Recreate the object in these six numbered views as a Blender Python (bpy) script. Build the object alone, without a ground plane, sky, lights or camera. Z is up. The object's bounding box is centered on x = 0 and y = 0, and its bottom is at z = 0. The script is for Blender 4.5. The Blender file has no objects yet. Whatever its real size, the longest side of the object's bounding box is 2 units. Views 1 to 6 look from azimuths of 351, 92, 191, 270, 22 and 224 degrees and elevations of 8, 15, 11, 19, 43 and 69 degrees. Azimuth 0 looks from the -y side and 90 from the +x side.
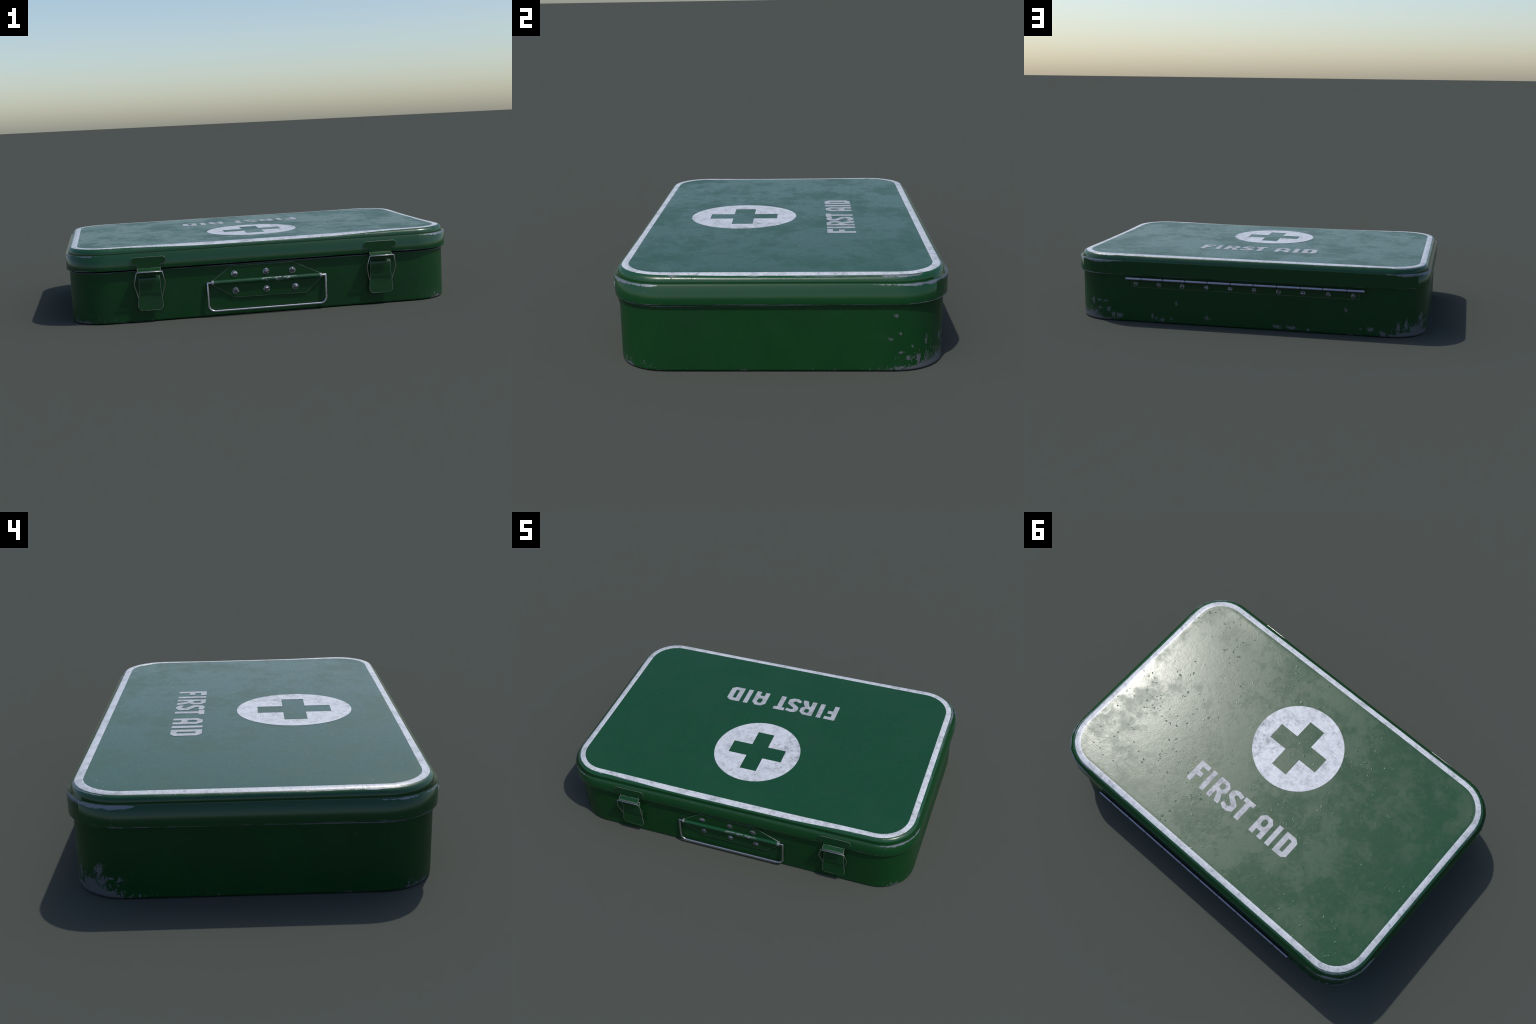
import bpy, bmesh, math
from math import sin, cos, pi, radians
from mathutils import Vector

# ------------------------------------------------------------------ sizes (m)
CY = 0.009                      # box centre in y (latches stick out further than the hinge)
LID_HX, LID_HY, LID_R = 1.000, 0.645, 0.205
BODY_HX, BODY_HY, BODY_R = 0.985, 0.630, 0.195
Z_TOP = 0.3762                  # lid sheet
Z_STEP = 0.3445                 # top of the lid flange
Z_RIM = 0.2670                  # bottom of the lid flange
FRONT = CY - BODY_HY            # front wall of the body
BACK = CY + BODY_HY
FLANGE = CY - LID_HY            # front of the lid flange
NSEG = 8                        # segments per rounded corner


# ------------------------------------------------------------------ node helper
class Nodes:
    """tiny expression builder on top of shader nodes"""
    def __init__(self, name):
        self.mat = bpy.data.materials.new(name)
        self.mat.use_nodes = True
        self.t = self.mat.node_tree
        self.t.nodes.clear()
        self.out = self.t.nodes.new('ShaderNodeOutputMaterial')
        self.bsdf = self.t.nodes.new('ShaderNodeBsdfPrincipled')
        self.t.links.new(self.bsdf.outputs[0], self.out.inputs[0])
        self.pos = self.t.nodes.new('ShaderNodeTexCoord').outputs['Object']
        sep = self.t.nodes.new('ShaderNodeSeparateXYZ')
        self.t.links.new(self.pos, sep.inputs[0])
        self.x, self.y, self.z = sep.outputs

    def put(self, sock, v):
        if isinstance(v, bpy.types.NodeSocket):
            self.t.links.new(v, sock)
        elif isinstance(v, (tuple, list)) and sock.type == 'RGBA':
            sock.default_value = (v[0], v[1], v[2], 1)
        else:
            sock.default_value = v

    def m(self, op, a, b=0.0, c=0.0, clamp=False):
        n = self.t.nodes.new('ShaderNodeMath')
        n.operation = op
        n.use_clamp = clamp
        for s, v in zip(n.inputs, (a, b, c)):
            self.put(s, v)
        return n.outputs[0]

    def add(self, a, b): return self.m('ADD', a, b)
    def sub(self, a, b): return self.m('SUBTRACT', a, b)
    def mul(self, a, b): return self.m('MULTIPLY', a, b)
    def mx(self, a, b): return self.m('MAXIMUM', a, b)
    def mn(self, a, b): return self.m('MINIMUM', a, b)
    def abs(self, a): return self.m('ABSOLUTE', a)

    def step(self, v, lo, hi, a=0.0, b=1.0):
        n = self.t.nodes.new('ShaderNodeMapRange')
        n.interpolation_type = 'SMOOTHSTEP'
        for k, q in zip(('Value', 'From Min', 'From Max', 'To Min', 'To Max'), (v, lo, hi, a, b)):
            self.put(n.inputs[k], q)
        return n.outputs[0]

    def map(self, scale=(1, 1, 1), rot=(0, 0, 0), loc=(0, 0, 0)):
        n = self.t.nodes.new('ShaderNodeMapping')
        self.t.links.new(self.pos, n.inputs[0])
        n.inputs['Scale'].default_value = scale
        n.inputs['Rotation'].default_value = rot
        n.inputs['Location'].default_value = loc
        return n.outputs[0]

    def noise(self, scale, detail=4.0, rough=0.55, vec=None, dist=0.0, lac=2.0):
        n = self.t.nodes.new('ShaderNodeTexNoise')
        self.t.links.new(vec or self.pos, n.inputs['Vector'])
        n.inputs['Scale'].default_value = scale
        n.inputs['Detail'].default_value = detail
        n.inputs['Roughness'].default_value = rough
        n.inputs['Distortion'].default_value = dist
        n.inputs['Lacunarity'].default_value = lac
        return n.outputs['Fac']

    def voronoi(self, scale, vec=None, feature='F1', rnd=1.0):
        n = self.t.nodes.new('ShaderNodeTexVoronoi')
        n.feature = feature
        self.t.links.new(vec or self.pos, n.inputs['Vector'])
        n.inputs['Scale'].default_value = scale
        n.inputs['Randomness'].default_value = rnd
        return n

    def mix(self, f, a, b):
        n = self.t.nodes.new('ShaderNodeMix')
        n.data_type = 'RGBA'
        self.put(n.inputs[0], f)
        self.put(n.inputs[6], a)
        self.put(n.inputs[7], b)
        return n.outputs[2]

    def mixf(self, f, a, b):
        n = self.t.nodes.new('ShaderNodeMix')
        self.put(n.inputs[0], f)
        self.put(n.inputs[2], a)
        self.put(n.inputs[3], b)
        return n.outputs[0]

    def bump(self, h, dist, strength=1.0, base=None):
        n = self.t.nodes.new('ShaderNodeBump')
        self.put(n.inputs['Height'], h)
        n.inputs['Distance'].default_value = dist
        self.put(n.inputs['Strength'], strength)
        if base:
            self.t.links.new(base, n.inputs['Normal'])
        return n.outputs[0]

    def scratch(self, angle, scale, width, seed, stretch=0.035):
        """sparse thin straight lines: a much stretched noise, only its crest kept"""
        v = self.map(scale=(stretch, 1, 1), rot=(0, 0, angle), loc=(seed, seed * 1.7, 0))
        n = self.noise(scale, 1.0, 0.4, v)
        crest = self.step(self.abs(self.sub(n, 0.5)), 0.0, width, 1.0, 0.0)
        gate = self.step(self.noise(5.0, 2.0, 0.5, self.map(loc=(seed * 3, 2.0, seed))), 0.56, 0.66)
        return self.mul(crest, gate)

    def corner(self, lo=0.30, hi=0.10):
        """1 in the rounded corners, fading out along the straight sides"""
        fx = self.step(self.abs(self.x), 0.985 - lo, 0.985 - hi)
        fy = self.step(self.abs(self.sub(self.y, CY)), 0.63 - lo, 0.63 - hi)
        return self.mul(fx, fy)

    def inset(self, hx, hy, rad):
        """distance inwards from the outline of a rounded rectangle"""
        qx = self.sub(self.abs(self.x), hx - rad)
        qy = self.sub(self.abs(self.sub(self.y, CY)), hy - rad)
        l = self.m('SQRT', self.add(self.m('POWER', self.mx(qx, 0.0), 2), self.m('POWER', self.mx(qy, 0.0), 2)))
        return self.sub(rad, self.add(l, self.mn(self.mx(qx, qy), 0.0)))

    def finish(self, color, rough, metal=0.0, normal=None, spec=0.5, coat=0.0):
        b = self.bsdf.inputs
        self.put(b['Base Color'], color)
        self.put(b['Roughness'], rough)
        self.put(b['Metallic'], metal)
        self.put(b['Specular IOR Level'], spec)
        self.put(b['Coat Weight'], coat)
        if normal:
            self.t.links.new(normal, b['Normal'])
        return self.mat


BARE = (0.185, 0.20, 0.235)       # bare tin under the paint


def mat_lid():
    n = Nodes('green_lid_enamel')
    big = n.noise(3.2, 5, 0.62, n.map(loc=(3.1, 1.7, 0)))
    mid = n.noise(11.0, 9, 0.76, n.map(loc=(0.4, 7.3, 0)), dist=0.4)
    fine = n.noise(75.0, 3, 0.6)
    patch = n.step(n.add(n.mul(big, 0.55), n.mul(mid, 0.45)), 0.46, 0.585)
    col = n.mix(n.step(mid, 0.35, 0.70), (0.0044, 0.056, 0.0175), (0.0054, 0.050, 0.0185))
    col = n.mix(n.mul(n.step(fine, 0.45, 0.8), 0.35), col, (0.004, 0.064, 0.017))
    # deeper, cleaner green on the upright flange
    low = n.step(n.z, 0.350, 0.362)
    col = n.mix(low, (0.0035, 0.045, 0.0110), col)
    # ---- chipped edges
    ragged = n.add(n.mul(n.noise(62.0, 6, 0.68, n.map(scale=(1, 1, 0.8))), 0.62), n.mul(n.noise(190.0, 3, 0.7), 0.38))
    slow = n.noise(5.5, 3, 0.6, n.map(loc=(9.2, 4.4, 1.0)))
    c = n.corner(0.34, 0.14)
    ins = n.inset(LID_HX, LID_HY, LID_R)
    e_step = n.mx(n.mul(n.step(n.z, Z_STEP - 0.0005, Z_STEP + 0.0005), n.mul(ins, 1.3)), n.sub(Z_STEP, n.z))
    w = n.add(n.mul(c, n.step(slow, 0.34, 0.62, 0.0010, 0.0120)), n.step(slow, 0.45, 0.70, -0.003, 0.0006))
    chip1 = n.step(n.sub(n.add(w, n.mul(n.sub(ragged, 0.5), n.mixf(c, 0.006, 0.024))), e_step), -0.0004, 0.0009)
    e_rim = n.sub(n.z, Z_RIM)
    w2 = n.add(n.mul(c, n.step(slow, 0.40, 0.70, 0.0, 0.004)), n.step(slow, 0.38, 0.62, 0.0000, 0.0022))
    chip2 = n.step(n.sub(n.add(w2, n.mul(n.sub(ragged, 0.5), 0.010)), e_rim), -0.0004, 0.0006)
    e_top = n.mul(n.sub(n.inset(LID_HX, LID_HY, LID_R), 0.0250), -0.9)
    slow3 = n.noise(3.0, 2, 0.5, n.map(loc=(1.2, 8.4, 5.0)))
    w3 = n.add(n.mul(c, n.step(slow3, 0.42, 0.60, -0.004, 0.009)), n.step(slow, 0.40, 0.62, -0.006, 0.0005))
    chip3 = n.mul(n.step(n.sub(n.add(w3, n.mul(n.sub(ragged, 0.5), 0.012)), e_top), -0.0002, 0.0006),
                  n.step(n.z, 0.349, 0.353))
    chip3 = n.mul(chip3, n.step(n.inset(LID_HX, LID_HY, LID_R), 0.0282, 0.0274))
    # loose flecks in the corners
    fleck = n.mul(n.step(n.add(n.noise(70.0, 6, 0.72, n.map(scale=(1, 1, 2.0), loc=(2, 2, 2))), n.mul(c, 0.065)), 0.715, 0.74),
                  n.step(n.z, 0.362, 0.354))
    chip = n.mx(n.mx(chip1, chip2), n.mx(chip3, fleck))
    col = n.mix(chip, col, BARE)
    # ---- gloss: worn patches are rougher
    spot = n.step(n.add(n.noise(26.0, 6, 0.72, n.map(loc=(8.8, 2.2, 0)), dist=0.6), n.mul(n.sub(big, 0.5), 0.25)), 0.54, 0.66)
    rough = n.mixf(n.mx(patch, n.mul(spot, 0.8)), 0.25, 0.365)
    rough = n.add(rough, n.mul(n.sub(n.noise(30.0, 5, 0.7), 0.5), 0.12))
    scr = n.mx(n.scratch(2.30, 32.0, 0.008, 1.3, 0.012), n.scratch(0.85, 30.0, 0.008, 4.1, 0.02))
    rough = n.mixf(low, 0.235, rough)
    rough = n.mixf(chip, rough, 0.5)
    # ---- pimples, dents and dust pits in the sheet
    toward = n.step(n.x, -0.3, 0.8, 0.0, 0.06)
    area = n.step(n.add(n.noise(4.5, 3, 0.6, n.map(loc=(5.5, 0.4, 0))), toward), 0.50, 0.60)
    pim = n.mul(n.step(n.noise(58.0, 2, 0.5, n.map(scale=(1, 1, 0.2))), 0.66, 0.76), area)
    h = n.add(n.mul(n.noise(110.0, 3, 0.7), 0.07), n.mul(n.noise(24.0, 3, 0.6), 0.10))
    h = n.add(h, n.mul(pim, 0.45))
    h = n.sub(h, n.mul(scr, 0.025))
    h = n.sub(h, n.mul(chip, 0.20))
    nor = n.bump(h, 0.004, n.mixf(low, 0.15, 0.55))
    return n.finish(col, rough, n.mul(chip, 0.6), nor, 0.5)


def mat_body():
    n = Nodes('green_body_enamel')
    big = n.noise(4.0, 5, 0.6)
    fine = n.noise(60.0, 4, 0.6)
    col = n.mix(n.step(big, 0.35, 0.7), (0.0030, 0.043, 0.0085), (0.0042, 0.037, 0.0095))
    col = n.mix(n.mul(n.step(fine, 0.50, 0.75), 0.5), col, (0.0025, 0.048, 0.0070))
    ragged = n.add(n.mul(n.noise(56.0, 5, 0.68), 0.68), n.mul(n.noise(180.0, 3, 0.7), 0.32))
    slow = n.noise(6.0, 3, 0.6, n.map(loc=(4.2, 1.4, 3.0)))
    c = n.corner(0.26, 0.06)
    back = n.step(n.y, -0.1, 0.3)
    rag = n.mul(n.sub(ragged, 0.5), 0.05)
    # bottom seam
    w = n.add(n.mul(c, n.mixf(back, 0.010, 0.034)), n.step(slow, 0.40, 0.66, -0.010, 0.004))
    chip = n.step(n.sub(n.add(w, rag), n.z), -0.001, 0.0018)
    # top rim
    w2 = n.step(slow, 0.35, 0.6, 0.0012, 0.0035)
    rimz = n.add(0.2620, n.mul(n.sub(n.y, CY), 0.0058))
    chip = n.mx(chip, n.step(n.sub(n.add(w2, n.mul(n.sub(ragged, 0.5), 0.004)), n.sub(rimz, n.z)), -0.0003, 0.0006))
    # knocked spots: (side, along, height, half width, half height)
    wob = n.mul(n.sub(n.add(n.mul(n.noise(64.0, 6, 0.75, n.map(scale=(1, 1, 0.6), loc=(0.3, 0.9, 0.2))), 0.55), n.mul(n.noise(170.0, 3, 0.7, n.map(scale=(1, 1, 0.6))), 0.45)), 0.5), 8.0)
    def spots(coord, other_ok, items):
        acc = None
        for a, zz, ra, rz in items:
            d = n.m('SQRT', n.add(n.m('POWER', n.mul(n.sub(coord, a), 1 / ra), 2),
                                  n.m('POWER', n.mul(n.sub(n.z, zz), 1 / rz), 2)))
            acc = d if acc is None else n.mn(acc, d)
        return n.mul(n.step(n.add(n.mul(acc, 1.0), n.add(wob, 0.18)), 0.98, 0.78), other_ok)
    onback = n.step(n.y, 0.40, 0.44)
    chip = n.mx(chip, spots(n.x, onback, [
        (0.878, 0.030, .045, .030), (0.875, 0.104, .012, .018), (0.835, 0.112, .016, .008), (0.796, 0.109, .022, .006),
        (0.834, 0.068, .018, .006), (0.775, 0.061, .011, .016), (0.750, 0.026, .010, .026), (0.715, 0.030, .018, .014),
        (0.520, 0.038, .007, .014), (0.463, 0.019, .016, .015), (0.497, 0.027, .007, .008), (0.413, 0.029, .008, .008),
        (0.382, 0.116, .007, .012), (0.208, 0.045, .017, .012),
        (-0.190, 0.022, .026, .012), (-0.270, 0.020, .030, .010), (-0.361, 0.015, .014, .006), (-0.565, 0.137, .011, .013),
        (-0.644, 0.036, .010, .006), (-0.695, 0.034, .019, .017), (-0.762, 0.022, .018, .010), (-0.845, 0.055, .010, .034),
        (-0.886, 0.070, .010, .036), (-0.925, 0.040, .028, .032), (-0.957, 0.095, .012, .030)]))
    onx = n.step(n.x, 0.93, 0.95)
    chip = n.mx(chip, spots(n.y, onx, [
        (0.444, 0.220, .010, .006), (0.425, 0.127, .010, .006), (0.460, 0.149, .006, .006), (0.508, 0.096, .006, .006),
        (0.461, 0.074, .010, .005), (0.491, 0.050, .012, .010), (0.529, 0.049, .010, .018), (0.457, 0.014, .020, .006),
        (0.560, 0.110, .006, .018), (0.585, 0.040, .03, .024)]))
    offx = n.step(n.x, -0.93, -0.95)
    chip = n.mx(chip, spots(n.y, offx, [
        (0.465, 0.070, .014, .010), (0.499, 0.074, .010, .008), (0.528, 0.062, .012, .034), (0.549, 0.095, .012, .018),
        (0.560, 0.035, .035, .030), (0.500, 0.020, .03, .012)]))
    # fine flakes, thickest low down in the back corners
    zone = n.mul(n.mul(n.corner(0.34, 0.05), n.step(n.z, 0.150, 0.0)), n.mixf(back, 0.55, 1.0))
    low_edge = n.mul(n.step(n.z, 0.035, 0.0), n.mixf(back, 0.35, 1.0))
    flake = n.step(n.add(n.noise(78.0, 6, 0.74, n.map(scale=(1, 1, 0.65), rot=(0.3, 0.5, 0.2), loc=(6, 1, 4))),
                         n.add(n.mul(zone, 0.20), n.mul(low_edge, 0.10))), 0.690, 0.715)
    chip = n.mx(chip, flake)
    col = n.mix(chip, col, (0.12, 0.125, 0.142))
    rough = n.mixf(n.step(n.noise(7.0, 5, 0.65), 0.35, 0.65), 0.36, 0.46)
    rough = n.mixf(chip, rough, 0.55)
    h = n.add(n.mul(n.noise(80.0, 3, 0.7), 0.06), n.mul(n.noise(14.0, 3, 0.6), 0.2))
    nor = n.bump(n.sub(h, n.mul(chip, 0.3)), 0.004, 0.2)
    return n.finish(col, rough, n.mul(chip, 0.4), nor, 0.30)


def mat_white(name, tone=1.0, grime_or_shade=1.0, gloss=0.46):
    n = Nodes(name)
    blot = n.noise(20.0, 7, 0.75, n.map(loc=(2.0, 5.0, 0)), dist=0.4)
    grain = n.noise(70.0, 5, 0.7)
    slow = n.noise(3.5, 3, 0.5, n.map(loc=(7.0, 3.0, 0)))
    a = n.mx(n.scratch(0.45, 70.0, 0.02, 2.2, 0.06), n.scratch(0.62, 85.0, 0.02, 5.0, 0.06))
    a = n.mx(a, n.scratch(-0.9, 80.0, 0.018, 8.0, 0.06))
    a = n.mx(a, n.scratch(2.2, 60.0, 0.02, 6.1, 0.04))
    d = n.add(n.mul(n.step(blot, 0.44, 0.66), 0.50), n.mul(n.step(grain, 0.42, 0.70), 0.42))
    d = n.mul(d, n.step(slow, 0.30, 0.62, 0.65, 1.10))
    d = n.mn(n.mx(d, n.mul(a, 0.55)), 1.0)
    d = n.mul(d, grime_or_shade)
    speck = n.step(n.noise(42.0, 4, 0.75, n.map(loc=(1, 2, 3))), 0.68, 0.74)
    d = n.mx(d, n.mul(speck, 0.7))
    t = tone
    col = n.mix(d, (0.585 * t, 0.60 * t, 0.635 * t), (0.20 * t, 0.22 * t, 0.23 * t))
    h = n.add(n.mul(grain, 0.12), n.mul(a, -0.2))
    return n.finish(col, n.step(blot, 0.4, 0.7, gloss, gloss + 0.14), 0, n.bump(h, 0.003, 0.3), 0.5)


def mat_hardware():
    """painted fittings; the Bevel node finds their edges, where the paint is worn off"""
    n = Nodes('green_fitting_enamel')
    big = n.noise(9.0, 5, 0.6)
    col = n.mix(n.step(big, 0.35, 0.7), (0.0030, 0.042, 0.0085), (0.0044, 0.037, 0.0100))
    col = n.mix(n.mul(n.step(n.noise(70.0, 3, 0.6), 0.5, 0.75), 0.4), col, (0.0025, 0.047, 0.0075))
    bev = n.t.nodes.new('ShaderNodeBevel')
    bev.samples = 8
    bev.inputs['Radius'].default_value = 0.0042
    geo = n.t.nodes.new('ShaderNodeNewGeometry')
    dot = n.t.nodes.new('ShaderNodeVectorMath')
    dot.operation = 'DOT_PRODUCT'
    n.t.links.new(bev.outputs[0], dot.inputs[0])
    n.t.links.new(geo.outputs['True Normal'], dot.inputs[1])
    edge = n.step(dot.outputs['Value'], 0.985, 0.93)
    worn = n.step(n.noise(20.0, 4, 0.65, n.map(loc=(3, 1, 2))), 0.36, 0.46, 0.25, 1.0)
    chip = n.mul(edge, worn)
    col = n.mix(chip, col, (0.24, 0.255, 0.26))
    return n.finish(col, n.mixf(chip, 0.32, 0.42), n.mul(chip, 0.4),
                    n.bump(n.noise(60.0, 4, 0.65), 0.002, 0.15), 0.38)


def mat_tube():
    n = Nodes('worn_green_tube_enamel')
    z0 = n.step(n.x, 0.269, 0.277)
    z1 = n.step(n.x, -0.269, -0.277)
    col = n.mix(n.step(n.noise(9.0, 4, 0.6), 0.35, 0.7), (0.0042, 0.055, 0.0160), (0.0050, 0.048, 0.0170))
    worn = n.step(n.add(n.noise(34.0, 5, 0.7, n.map(scale=(0.55, 1, 1))),
                        n.mul(n.step(n.abs(n.sub(n.x, 0.06)), 0.16, 0.02), 0.10)), 0.60, 0.70)
    worn = n.mul(worn, n.step(n.y, -0.632, -0.637))
    chip = n.mx(worn, n.mx(z0, z1))
    col = n.mix(chip, col, (0.28, 0.29, 0.31))
    return n.finish(col, n.mixf(chip, 0.28, 0.42), n.mul(chip, 0.6), None, 0.5)


def mat_steel(name, tint, rough, var=0.5):
    n = Nodes(name)
    g = n.noise(40.0, 4, 0.65)
    col = n.mix(n.mul(n.step(g, 0.4, 0.7), var), tint, tuple(c * 0.55 for c in tint))
    h = n.noise(55.0, 3, 0.6)
    return n.finish(col, n.add(n.mul(n.sub(g, 0.5), 0.25), rough), 1.0, n.bump(h, 0.003, 0.12), 0.5)


def mat_barrel():
    n = Nodes('grey_barrel_steel')
    g = n.noise(40.0, 4, 0.65)
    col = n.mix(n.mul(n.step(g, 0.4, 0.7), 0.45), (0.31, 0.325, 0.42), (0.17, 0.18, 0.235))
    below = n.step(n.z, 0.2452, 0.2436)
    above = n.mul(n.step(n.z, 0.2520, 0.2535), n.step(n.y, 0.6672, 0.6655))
    grime_or_shade = n.mx(below, above)  # baked occlusion shade, put into the colour along the barrel's top and underside
    col = n.mix(grime_or_shade, col, (0.015, 0.018, 0.024))
    return n.finish(col, n.mixf(grime_or_shade, 0.36, 0.7), n.mixf(grime_or_shade, 1.0, 0.2), None, 0.4)


def mat_rivet():
    n = Nodes('dull_rivet_steel')
    g = n.noise(60.0, 3, 0.6)
    rim = n.step(n.m('SQRT', n.add(n.m('POWER', n.x, 2), n.m('POWER', n.y, 2))), 0.74, 0.84)
    col = n.mix(rim, (0.22, 0.21, 0.23), (0.30, 0.33, 0.36))
    col = n.mix(n.mul(n.step(g, 0.45, 0.7), 0.5), col, (0.13, 0.13, 0.15))
    info = n.t.nodes.new('ShaderNodeObjectInfo')
    comb = n.t.nodes.new('ShaderNodeCombineXYZ')
    n.put(comb.inputs[2], n.mul(info.outputs['Random'], 40.0))
    vm = n.t.nodes.new('ShaderNodeVectorMath')
    vm.operation = 'ADD'
    n.t.links.new(n.pos, vm.inputs[0])
    n.t.links.new(comb.outputs[0], vm.inputs[1])
    h = n.noise(0.9, 1, 0.5, vm.outputs[0])
    return n.finish(col, 0.34, 0.9, n.bump(h, 0.5, 0.25), 0.5)


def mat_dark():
    n = Nodes('shade_dark_strap_enamel')  # darkened green paints in the shade band below the hinge barrel
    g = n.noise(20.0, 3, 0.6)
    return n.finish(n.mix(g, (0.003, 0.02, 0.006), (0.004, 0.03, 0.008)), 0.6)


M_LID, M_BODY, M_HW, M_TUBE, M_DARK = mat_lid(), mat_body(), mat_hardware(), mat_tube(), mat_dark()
M_STRIPE = mat_white('white_border_paint', 0.97, 1.05, 0.31)
M_EMBLEM = mat_white('white_emblem_paint', 0.98, 1.05)
M_LETTER = mat_white('white_letter_paint', 0.70, 0.9)
M_BAR = mat_steel('bright_wire_steel', (0.58, 0.57, 0.62), 0.28, 0.25)
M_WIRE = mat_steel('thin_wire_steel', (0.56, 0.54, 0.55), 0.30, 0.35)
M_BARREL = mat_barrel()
M_RIVET = mat_rivet()


# ------------------------------------------------------------------ object helpers
COLL = bpy.context.scene.collection


def make(name, mesh, parent, mats, label=None):
    ob = bpy.data.objects.new(name, mesh)
    COLL.objects.link(ob)
    ob.parent = parent
    for m in (mats if isinstance(mats, (list, tuple)) else [mats]):
        mesh.materials.append(m)
    if label:
        ob['label'] = label
    return ob


def to_mesh(bm, name, smooth_angle=None):
    bmesh.ops.recalc_face_normals(bm, faces=bm.faces[:])
    if smooth_angle is not None:
        for f in bm.faces:
            f.smooth = True
        for e in bm.edges:
            if len(e.link_faces) == 2 and e.calc_face_angle(0) > smooth_angle:
                e.smooth = False
    me = bpy.data.meshes.new(name)
    bm.to_mesh(me)
    bm.free()
    return me


def outline(hx, hy, r, inset=0.0, nx=24, ny=14):
    """rounded rectangle, counter-clockwise, same point count for every inset"""
    hx, hy, r = hx - inset, hy - inset, max(r - inset, 0.012)
    pts = []
    corners = [(hx - r, hy - r, 0), (-hx + r, hy - r, 90), (-hx + r, -hy + r, 180), (hx - r, -hy + r, 270)]
    for k, (cx, cy, a0) in enumerate(corners):
        for i in range(NSEG + 1):
            a = radians(a0 + 90 * i / NSEG)
            pts.append((cx + r * cos(a), cy + r * sin(a)))
        nxt = corners[(k + 1) % 4]
        a = radians(nxt[2])
        q = (nxt[0] + r * cos(a), nxt[1] + r * sin(a))
        p = pts[-1]
        cnt = nx if k % 2 == 0 else ny
        for i in range(1, cnt):
            t = i / cnt
            pts.append((p[0] + (q[0] - p[0]) * t, p[1] + (q[1] - p[1]) * t))
    return [(x, y + CY) for x, y in pts]


def loft(bm, rings, cap_first=False, cap_last=False):
    vs = [[bm.verts.new(p) for p in ring] for ring in rings]
    for a, b in zip(vs, vs[1:]):
        n = len(a)
        for i in range(n):
            bm.faces.new((a[i], a[(i + 1) % n], b[(i + 1) % n], b[i]))
    if cap_first:
        bm.faces.new(vs[0][::-1])
    if cap_last:
        bm.faces.new(vs[-1])
    return vs


LIFT = [(0.075, 0.0), (0.057, 0.6), (0.040, 1.0), (0.0265, 0.9), (0.0185, 0.55), (0.0152, 0.0)]


def smooth(t):
    t = min(max(t, 0.0), 1.0)
    return t * t * (3 - 2 * t)


def interp(table, d):
    """piecewise linear look-up in a table of descending keys"""
    for (d0, z0), (d1, z1) in zip(table, table[1:]):
        if d1 <= d <= d0:
            return z1 + (z0 - z1) * (d - d1) / (d0 - d1)
    return table[0][1] if d > table[0][0] else table[-1][1]


# inset from flange, height: sheet, tight roll-over, groove
LID_TOP = [(0.19, Z_TOP), (0.075, 0.3760), (0.057, 0.3757), (0.048, 0.3754), (0.040, 0.3750), (0.033, 0.3743),
           (0.0265, 0.3729), (0.0220, 0.3704), (0.0185, 0.3660), (0.0163, 0.3595), (0.0152, 0.3500)]
# the sheet sags a little at its edge, mostly in the middle of the front and of the two short sides
SAG = [(0.057, 0.0), (0.048, 0.16), (0.040, 0.42), (0.033, 0.72), (0.0265, 1.0), (0.0220, 0.95), (0.0185, 0.66),
       (0.0163, 0.30), (0.0152, 0.0)]


# how far the surface normal leans outwards there, degrees from upright
LEAN_OUT = [(0.075, 0.0), (0.057, 2.0), (0.048, 7.0), (0.040, 13.0), (0.033, 18.0), (0.0265, 25.0), (0.0220, 37.0),
            (0.0185, 51.0), (0.0163, 68.0), (0.0152, 86.0)]


def outward(x, y):
    """unit vector pointing out of the rounded rectangle (lid) at a point near its rim"""
    y = y - CY
    cx = max(abs(x) - (LID_HX - LID_R), 0) * (1 if x > 0 else -1)
    cy = max(abs(y) - (LID_HY - LID_R), 0) * (1 if y > 0 else -1)
    return Vector((cx, cy, 0)).normalized()


def lid_height(d, x, y):
    y = y - CY
    side_x = LID_HX - abs(x) < LID_HY - abs(y)
    if side_x:
        amount = (0.0032 if x > 0 else 0.0022) * smooth((0.46 - abs(y)) / 0.30)
    elif y < 0:
        amount = 0.0068 * smooth((0.80 - abs(x)) / 0.55)
    else:
        amount = 0.0022 * smooth((0.80 - abs(x)) / 0.40)
    # the two front corners stand a little proud
    lift = 0.0022 * smooth((abs(x) - 0.25) / 0.50) * smooth((-0.15 - y) / 0.40)
    return interp(LID_TOP, d) - amount * interp(SAG, d) + lift * interp(LIFT, d)


# ------------------------------------------------------------------ the thing
kit = bpy.data.objects.new('first_aid_kit', None)
COLL.objects.link(kit)
kit['label'] = 'worn green metal first aid box with white cross'
kit['category'] = 'first aid kit'


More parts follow.
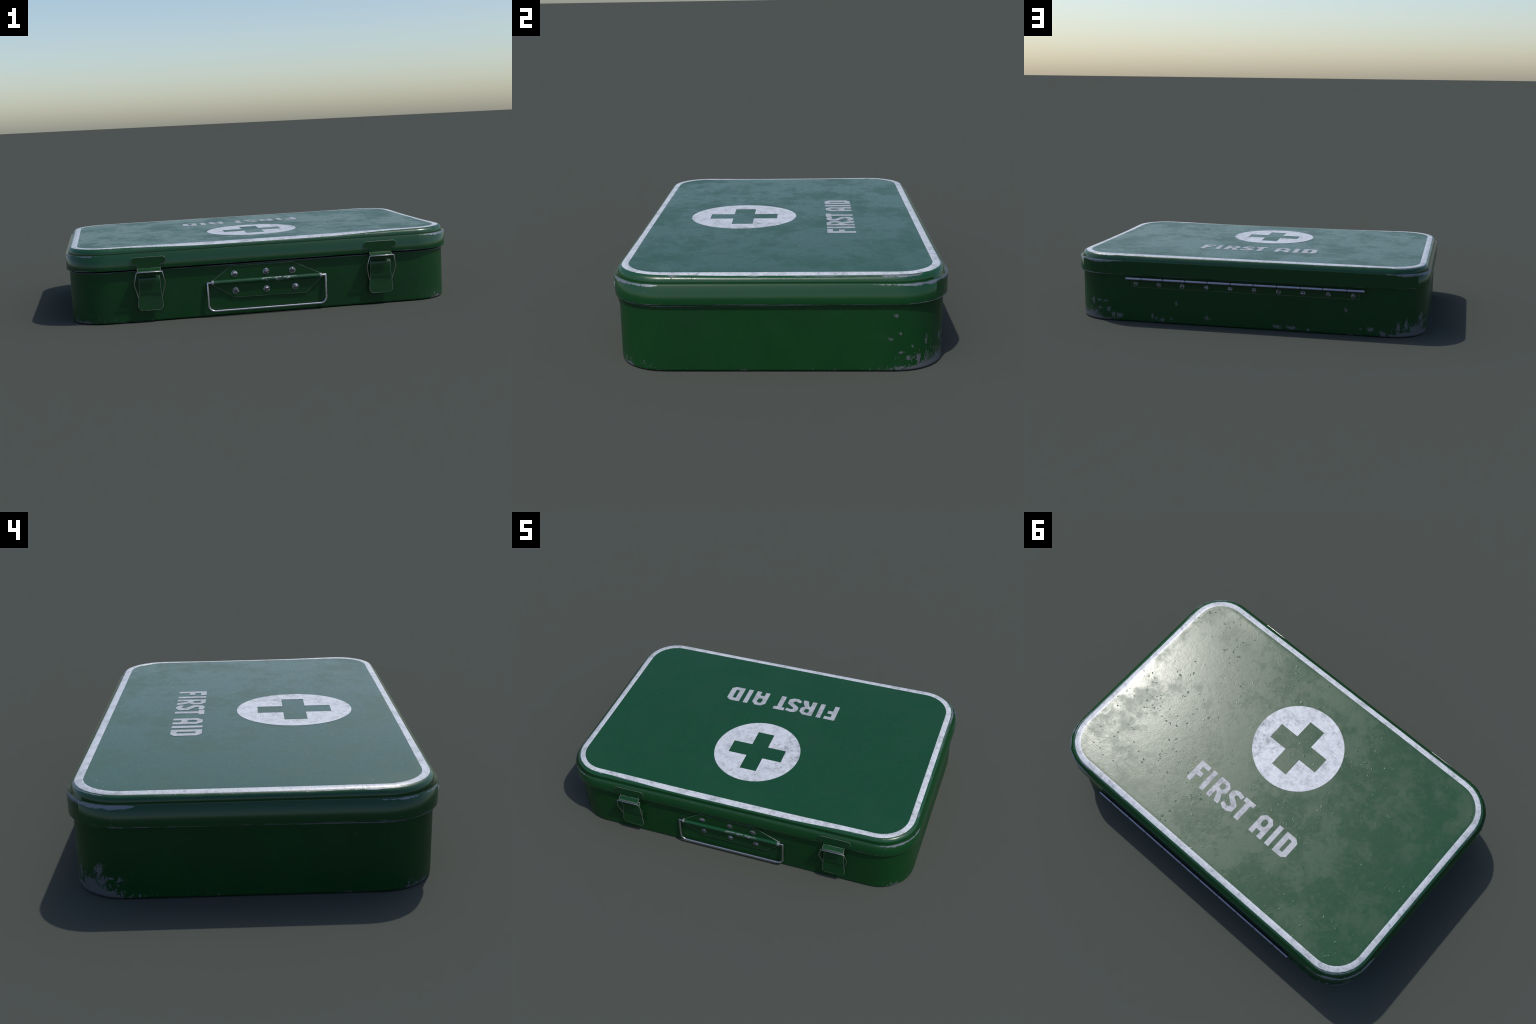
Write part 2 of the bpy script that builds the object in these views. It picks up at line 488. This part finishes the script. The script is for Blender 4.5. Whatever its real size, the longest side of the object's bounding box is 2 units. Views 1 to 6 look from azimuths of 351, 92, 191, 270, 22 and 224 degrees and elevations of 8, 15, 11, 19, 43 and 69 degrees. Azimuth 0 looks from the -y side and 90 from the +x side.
def build_body():
    bm = bmesh.new()
    def ring(inset, z, tilt=0.0):
        return [(x, y, z + tilt * (y - CY)) for x, y in outline(BODY_HX, BODY_HY, BODY_R, inset)]
    T = 0.0058          # the mouth rises to the back: the lid sits slightly ajar at the front
    rings = [ring(0.012, 0.0), ring(0.0045, 0.0), ring(0.0012, 0.0022), ring(0.0, 0.0065), ring(0.0, 0.0095), ring(0.0, 0.13),
             ring(0.0, 0.2575, T), ring(0.0, 0.2600, T), ring(0.0016, 0.2620, T), ring(0.010, 0.2620, T), ring(0.010, 0.23), ring(0.010, 0.06)]
    loft(bm, rings, True, True)
    me = to_mesh(bm, 'body', radians(50))
    ob = make('body', me, kit, [M_BODY])
    return ob


def build_lid():
    bm = bmesh.new()
    rings = [[(x, y, lid_height(d, x, y)) for x, y in outline(LID_HX, LID_HY, LID_R, d)] for d, z in LID_TOP]
    low = [(0.0152, 0.3470), (0.0030, 0.3452), (0.0008, 0.3448), (0.0, 0.3435), (0.0, 0.3060), (0.0, 0.2682), (0.0012, Z_RIM),
           (0.0120, Z_RIM), (0.0120, 0.300)]
    rings += [[(x, y, z) for x, y in outline(LID_HX, LID_HY, LID_R, d)] for d, z in low]
    vs = loft(bm, rings, True, True)
    bmesh.ops.recalc_face_normals(bm, faces=bm.faces[:])
    for f in bm.faces:
        f.smooth = True
    k0 = len(LID_TOP)                       # index of the groove bottom ring
    def rim_edges(r):
        n = len(vs[r])
        return [(i, bm.edges.get((vs[r][i], vs[r][(i + 1) % n]))) for i in range(n)]
    def is_back(i, r):
        n = len(vs[r])
        a = (vs[r][i].co + vs[r][(i + 1) % n].co) / 2
        return a.y - CY > LID_HY - LID_R and (a.y - CY) - (LID_HY - LID_R) >= abs(a.x) - (LID_HX - LID_R)
    for r in (k0 - 1, k0, k0 + 4 + 1, k0 + 4 + 2, k0 + 4 + 3):
        for i, e in rim_edges(r):
            e.smooth = False
    me = bpy.data.meshes.new('lid')
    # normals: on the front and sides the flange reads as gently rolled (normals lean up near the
    # step); on the back it is flat
    idx = {}
    bm.verts.index_update()
    bm.verts.ensure_lookup_table()
    back_face, flange_rows = set(), {}
    bm.faces.index_update()
    for row in range(len(vs) - 1):
        n = len(vs[row])
        for i in range(n):
            quad = (vs[row][i], vs[row][(i + 1) % n], vs[row + 1][(i + 1) % n], vs[row + 1][i])
            f = bm.faces.get(quad)
            if f is None:
                continue
            flange_rows[f.index] = row
            if is_back(i, k0 + 3):
                back_face.add(f.index)
    ring_of = {}
    for r, ring in enumerate(vs):
        for v in ring:
            ring_of[v.index] = r
    bm.to_mesh(me)
    bm.free()
    base = [Vector(c.vector) for c in me.corner_normals]
    LEAN = {k0 + 1: 33, k0 + 2: 31, k0 + 3: 28, k0 + 4: 14, k0 + 5: -6}
    for p in me.polygons:
        row = flange_rows.get(p.index)
        if row is None:
            continue
        for li in p.loop_indices:
            vi = me.loops[li].vertex_index
            r = ring_of[vi]
            o = outward(me.vertices[vi].co.x, me.vertices[vi].co.y)
            if o.length < 0.5:
                continue
            if p.index in back_face and 6 <= row < k0:
                a = radians({6: 60, 7: 44, 8: 34, 9: 28}.get(r, 24))
                base[li] = o * cos(a) + Vector((0, 0, sin(a)))
            elif 1 <= row < k0 - 1:
                a = radians(interp(LEAN_OUT, LID_TOP[r][0]))
                base[li] = o * sin(a) + Vector((0, 0, cos(a)))
            elif k0 <= row <= k0 + 4:
                if p.index in back_face:
                    if row >= k0 + 3:
                        base[li] = o
                    else:
                        base[li] = (o + Vector((0, 0, 0.50))).normalized()
                elif row == k0 and r == k0:
                    base[li] = o
                else:
                    a = radians(LEAN[r])
                    base[li] = o * cos(a) + Vector((0, 0, sin(a)))
    me.normals_split_custom_set([tuple(v) for v in base])
    return make('lid', me, kit, [M_LID])


body = build_body()
lid = build_lid()


def build_stripe():
    """painted white border: a thin skin that follows the roll of the lid"""
    bm = bmesh.new()
    ref = outline(LID_HX, LID_HY, LID_R, 0.04)
    def ring(d, lift):                     # the band is not quite evenly inset on the four sides
        out = []
        for i, (x, y) in enumerate(ref):
            o = outward(x, y)
            di = d + 0.0030 * o.y + (0.0062 if o.x > 0 else 0.0048) * abs(o.x)
            di += smooth((abs(x) - 0.30) / 0.45) * max(-o.y, 0.0) * (0.0068 - 0.12 * (d - 0.0255))
            px, py = outline(LID_HX, LID_HY, LID_R, di)[i]
            out.append((px, py, lid_height(di, px, py) + lift))
        return out
    depth = (0.0559, 0.0555, 0.052, 0.048, 0.044, 0.040, 0.0365, 0.033, 0.0298, 0.0270, 0.0256, 0.0254)
    rings = [ring(d, 0.0007 if 0 < k < len(depth) - 1 else -0.0005) for k, d in enumerate(depth)]
    loft(bm, rings)
    for f in bm.faces:
        f.normal_update()
    if sum(f.normal.z for f in bm.faces) < 0:
        bmesh.ops.reverse_faces(bm, faces=bm.faces[:])
    for f in bm.faces:
        f.smooth = True
    me = bpy.data.meshes.new('border_stripe')
    bm.to_mesh(me)
    bm.free()
    nrm = []
    for i, v in enumerate(me.vertices):
        a = radians(interp(LEAN_OUT, depth[i // len(ref)]))
        nrm.append(outward(v.co.x, v.co.y) * sin(a) + Vector((0, 0, cos(a))))
    me.normals_split_custom_set_from_vertices([tuple(v) for v in nrm])
    return make('border_stripe', me, lid, [M_STRIPE])


def paint_shape(name, loops, mat, z=Z_TOP, lift=0.0009):
    """flat painted mark: outline (and holes) filled, a hair proud of the sheet, with edges"""
    bm = bmesh.new()
    edges = []
    for lp in loops:
        v = [bm.verts.new((x, y, z + lift)) for x, y in lp]
        for a, b in zip(v, v[1:] + v[:1]):
            edges.append(bm.edges.new((a, b)))
    bmesh.ops.triangle_fill(bm, use_beauty=True, use_dissolve=False, edges=edges, normal=(0, 0, 1))
    ret = bmesh.ops.extrude_face_region(bm, geom=bm.faces[:])
    down = [g for g in ret['geom'] if isinstance(g, bmesh.types.BMVert)]
    bmesh.ops.translate(bm, verts=down, vec=(0, 0, -lift - 0.0005))
    bmesh.ops.recalc_face_normals(bm, faces=bm.faces[:])
    me = bpy.data.meshes.new(name)
    bm.to_mesh(me)
    bm.free()
    return make(name, me, lid, [mat])


def build_emblem():
    cx, cy, r = -0.001, -0.179, 0.2435
    circle = [(cx + r * cos(2 * pi * i / 96), cy + r * sin(2 * pi * i / 96)) for i in range(96)]
    a, b = 0.0478, 0.1555
    cross = [(a, b), (-a, b), (-a, a), (-b, a), (-b, -a), (-a, -a), (-a, -b), (a, -b), (a, -a), (b, -a), (b, a), (a, a)]
    paint_shape('cross_emblem', [circle, [(cx + x, cy + y) for x, y in cross]], M_EMBLEM)


def build_letters():
    """blocky condensed capitals, drawn in units of the cap height; text reads from the back"""
    ow = 0.222          # stroke width
    F = [[(0, 0), (ow, 0), (ow, .385), (.455, .385), (.455, .59), (ow, .59), (ow, .80), (.535, .80), (.535, 1), (0, 1)]]
    I = [[(0, 0), (ow, 0), (ow, 1), (0, 1)]]
    def octagon(cx, cy, rx, ry, n=16):
        p = 3.2
        out = []
        for i in range(n):
            t = 2 * pi * i / n
            c, s = cos(t), sin(t)
            out.append((cx + rx * math.copysign(abs(c) ** (2 / p), c), cy + ry * math.copysign(abs(s) ** (2 / p), s)))
        return out
    R = [[(0, 0), (.215, 0), (.215, .375), (.300, .360), (.440, 0), (.665, 0), (.640, .19), (.500, .420), (.635, .545),
          (.660, .62), (.645, .83), (.455, 1), (0, 1)], octagon(.325, .700, .112, .135)]
    S = [[(.0, .12), (.18, 0), (.42, .0), (.62, .13), (.62, .43), (.44, .56), (.26, .67), (.26, .77), (.36, .81), (.56, .76),
          (.60, .94), (.34, 1.0), (.17, .97), (.02, .84), (.02, .60), (.20, .46), (.37, .35), (.37, .24), (.27, .19), (.05, .27)]]
    T = [[(.150, 0), (.385, 0), (.385, .80), (.535, .80), (.535, 1), (0, 1), (0, .80), (.150, .80)]]
    A = [[(0, 0), (.215, 0), (.215, .275), (.430, .275), (.430, 0), (.660, 0), (.660, .80), (.480, .985), (.180, .985), (0, .80)],
         octagon(.328, .640, .122, .165)]
    D = [[(0, 0), (.470, 0), (.650, .135), (.650, .860), (.470, 1), (0, 1)],
         [(.235, .200), (.400, .200), (.400, .800), (.235, .800)]]
    H = 0.1245
    z = Z_TOP
    ybase = 0.3278
    #        glyph, left edge in x (the text runs towards -x)
    for g, x0 in ((F, .3335), (I, .2475), (R, .1945), (S, .1030), (T, .0208), (A, -.1020), (I, -.2090), (D, -.2615)):
        paint_shape('letter', [[(x0 - u * H, ybase - v * H) for u, v in lp] for lp in g], M_LETTER)


build_stripe()
build_emblem()
build_letters()


# ------------------------------------------------------------------ fittings
def plate(outline_xz, y0, y1, name, bevel=0.0008):
    """flat plate standing in the xz plane between y0 (front) and y1"""
    bm = bmesh.new()
    f = bm.faces.new([bm.verts.new((x, y0, z)) for x, z in outline_xz])
    ret = bmesh.ops.extrude_face_region(bm, geom=[f])
    bmesh.ops.translate(bm, verts=[g for g in ret['geom'] if isinstance(g, bmesh.types.BMVert)], vec=(0, y1 - y0, 0))
    bmesh.ops.recalc_face_normals(bm, faces=bm.faces[:])
    if bevel:
        bmesh.ops.bevel(bm, geom=bm.edges[:], offset=bevel, segments=1, affect='EDGES', clamp_overlap=True)
    return to_mesh(bm, name, radians(35))


def tube_path(pts, r, name, sides=10, cap=True):
    """round wire along a polyline with mitred joints"""
    bm = bmesh.new()
    P = [Vector(p) for p in pts]
    rings = []
    up = Vector((0, 1, 0))
    for i, p in enumerate(P):
        d0 = (p - P[i - 1]).normalized() if i else (P[1] - p).normalized()
        d1 = (P[i + 1] - p).normalized() if i < len(P) - 1 else d0
        t = (d0 + d1).normalized()
        s = 1 / max(t.dot(d0), 0.5)
        side = t.cross(up).normalized()
        nn = side.cross(t).normalized()
        rings.append([p + side * (r * s * cos(2 * pi * k / sides)) + nn * (r * sin(2 * pi * k / sides)) for k in range(sides)])
    loft(bm, rings, cap, cap)
    return to_mesh(bm, name, radians(60))


def arc(cx, cz, r, a0, a1, n, y):
    return [(cx + r * cos(radians(a0 + (a1 - a0) * i / n)), y, cz + r * sin(radians(a0 + (a1 - a0) * i / n))) for i in range(n + 1)]


def revolve(profile, name, n=20):
    """profile (radius, height) turned about z"""
    bm = bmesh.new()
    rings = [[(r * cos(2 * pi * i / n), r * sin(2 * pi * i / n), h) for i in range(n)] for r, h in profile]
    loft(bm, rings, True, True)
    return to_mesh(bm, name, radians(40))


# rivet in units of its radius: shallow dome inside a flat rim, turned to face outwards when placed
RIVET = revolve([(1.0, 0.0), (1.0, 0.06), (.95, .10), (.80, .11), (.76, .13), (.62, .25), (.42, .34), (.20, .39), (.06, .40)], 'rivet')
RIVET.materials.append(M_RIVET)


def rivet(x, y, z, r, parent, back=False, spin=0.0):
    ob = bpy.data.objects.new('rivet', RIVET)
    COLL.objects.link(ob)
    ob.parent = parent
    ob.location = (x, y, z)
    ob.scale = (r, r, r)
    ob.rotation_euler = (radians(-90 if back else 90), spin, 0)


def build_latch(cx):
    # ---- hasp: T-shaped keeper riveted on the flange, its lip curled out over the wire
    y0 = FLANGE - 0.0045
    lobe = 0.0190
    half, neck = 0.0880, 0.0580
    pts = []
    for i in range(9):                                   # right lobe
        a = radians(90 - 180 * i / 8)
        pts.append((half - lobe + lobe * cos(a), 0.3085 + lobe * sin(a)))
    pts += [(neck, 0.2895), (neck, 0.2685), (-neck, 0.2685), (-neck, 0.2895)]
    for i in range(9):
        a = radians(270 - 180 * i / 8)
        pts.append((-half + lobe + lobe * cos(a), 0.3085 + lobe * sin(a)))
    hasp = make('latch', plate([(cx + x, z) for x, z in pts], y0, FLANGE + 0.002, 'latch', 0.0009), kit, [M_HW],
                'T-shaped green keeper plate with wire bail and lever')
    # lip
    bm = bmesh.new()
    prof = [(y0, 0.2690), (y0 - 0.003, 0.2665), (y0 - 0.011, 0.2610), (y0 - 0.0225, 0.2565), (y0 - 0.0268, 0.2572),
            (y0 - 0.0262, 0.2592), (y0 - 0.0215, 0.2588), (y0 - 0.009, 0.2650), (y0 + 0.002, 0.2720)]
    loft(bm, [[(cx + s * neck, y, z) for y, z in prof] for s in (-1, 1)], True, True)
    make('hook_lip', to_mesh(bm, 'hook_lip', radians(40)), hasp, [M_HW])
    # ---- wire bail, bowed sideways
    yw = y0 - 0.0308
    path = [(-.040, yw + .040, .118), (-.0605, yw + .032, .126), (-.0765, yw + .013, .196), (-.0630, yw, .2550),
            (.0630, yw, .2550), (.0765, yw + .013, .196), (.0605, yw + .032, .126), (.040, yw + .040, .118)]
    make('wire_bail', tube_path([(cx + x, y, z) for x, y, z in path], 0.0023, 'wire_bail', 8), hasp, [M_WIRE])
    # ---- lever: sheet that leans outwards, rolled over at the top, flared at the foot
    def half_w(z):
        if z > 0.16:
            return 0.0525 + max(0.225 - z, 0) / 0.065 * 0.0022
        if z > 0.088:
            return 0.0547 + (0.16 - z) / 0.072 * 0.0081
        if z > 0.083:
            return 0.0628
        t = min(max((0.083 - z) / 0.024, 0), 1)
        return 0.0628 - 0.024 * (1 - math.sqrt(max(1 - t * t, 0)))
    yb = FRONT - 0.0005
    front = [(yb - .006, .2285), (yb - .0125, .2272), (yb - .0175, .2235), (yb - .0205, .2175), (yb - .0213, .2100), (yb - .0211, .190), (yb - .0208, .17),
             (yb - .0208, .15), (yb - .0215, .125), (yb - .0228, .100), (yb - .0238, .083), (yb - .0243, .074), (yb - .0247, .067),
             (yb - .0249, .062), (yb - .0250, .0596)]
    bm = bmesh.new()
    th = 0.0040
    sections = []
    for y, z in front:
        w = half_w(z)
        sections.append([(cx - w, y, z), (cx + w, y, z), (cx + w, y + th, z), (cx - w, y + th, z)])
    loft(bm, sections, True, True)
    lever_mesh = to_mesh(bm, 'lever', radians(40))
    make('lever', lever_mesh, hasp, [M_HW])
    # cheeks that tie the lever to the box
    bm = bmesh.new()
    for s in (-1, 1):
        x0, x1 = cx + s * 0.0500, cx + s * 0.0470
        prof = [(yb - .0060, .2270), (yb - .0180, .2150), (yb - .0190, .190), (yb - .0190, .125), (yb + .002, .105), (yb + .002, .225)]
        loft(bm, [[(x, y, z) for y, z in prof] for x in (x0, x1)], True, True)
    make('lever_cheek', to_mesh(bm, 'lever_cheek', radians(40)), hasp, [M_HW])


build_latch(-0.5920)
build_latch(0.5920)


def build_handle():
    yp = FRONT - 0.0062
    pts = [(-.283, .178), (-.283, .160), (-.171, .088), (.203, .085), (.253, .131), (.283, .160), (.283, .180), (.139, .251), (-.182, .251)]
    br = make('handle', plate(pts, yp, FRONT + 0.002, 'handle', 0.0009), kit, [M_HW],
              'riveted green bracket with folding steel bail')
    tube = []
    yt = yp - 0.0012
    bm = bmesh.new()
    n = 20
    prof = [(-.2845, .0112), (-.2835, .0124), (.2835, .0124), (.2845, .0112)]
    loft(bm, [[(x, yt + r * cos(2 * pi * k / n), .1700 + r * sin(2 * pi * k / n)) for k in range(n)] for x, r in prof], True, True)
    make('hinge_sleeve', to_mesh(bm, 'hinge_sleeve', radians(40)), br, [M_TUBE])
    yr = yt - 0.001
    zb, rb = 0.0275, 0.031
    path = [(-.270, yr, .1710), (-.3030, yr, .1710), (-.3030, yr - .004, .12)]
    path += arc(-.3030 + rb, zb + rb, rb, 180, 270, 8, yr - .007)
    path += [(0.0, yr - .007, zb)]
    path += arc(.3030 - rb, zb + rb, rb, 270, 360, 8, yr - .007)
    path += [(.3030, yr - .004, .12), (.3030, yr, .1710), (.270, yr, .1710)]
    make('bail', tube_path(path, 0.0056, 'bail', 14), br, [M_BAR])
    for i, (x, z) in enumerate([(-.166, .209), (-.003, .211), (.132, .207), (-.162, .123), (-.004, .121), (.145, .122)]):
        rivet(x, yp, z, 0.0168, br, False, i * 1.1)


def build_hinge():
    yh = BACK + 0.0042
    leaf = make('hinge', plate([(-.6375, .197), (.6385, .197), (.6385, .240), (-.6375, .240)], BACK - 0.002, yh, 'hinge', 0.0008),
                kit, [M_HW], 'long piano hinge leaf with ten rivets')
    cuts = [.665, .574, .450, .322, .195, .065, -.063, -.191, -.319, -.441, -.571, -.665]
    yc, zc, r, n = 0.6655, 0.2482, 0.0083, 16
    for a, b in zip(cuts, cuts[1:]):
        bm = bmesh.new()
        a1, b1 = a - (0.0022 if a < .66 else 0), b + (0.0022 if b > -.66 else 0)
        prof = [(a1, r * .82), (a1 - .0012, r), (b1 + .0012, r), (b1, r * .82)]
        loft(bm, [[(x, yc + q * cos(2 * pi * k / n), zc + q * sin(2 * pi * k / n)) for k in range(n)] for x, q in prof], True, True)
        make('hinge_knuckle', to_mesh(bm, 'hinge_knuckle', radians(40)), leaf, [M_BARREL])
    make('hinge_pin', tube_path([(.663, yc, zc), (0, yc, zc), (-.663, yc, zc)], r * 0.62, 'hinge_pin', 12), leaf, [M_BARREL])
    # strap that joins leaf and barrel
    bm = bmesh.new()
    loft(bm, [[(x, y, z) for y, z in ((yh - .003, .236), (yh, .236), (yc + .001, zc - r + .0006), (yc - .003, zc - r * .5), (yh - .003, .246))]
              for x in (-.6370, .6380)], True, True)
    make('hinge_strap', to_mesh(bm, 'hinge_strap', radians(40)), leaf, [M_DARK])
    for i, x in enumerate([.615, .480, .346, .209, .074, -.060, -.196, -.330, -.467, -.603]):
        rivet(x, yh, .2165, 0.0128, leaf, True, i * 0.9)


build_handle()
build_hinge()
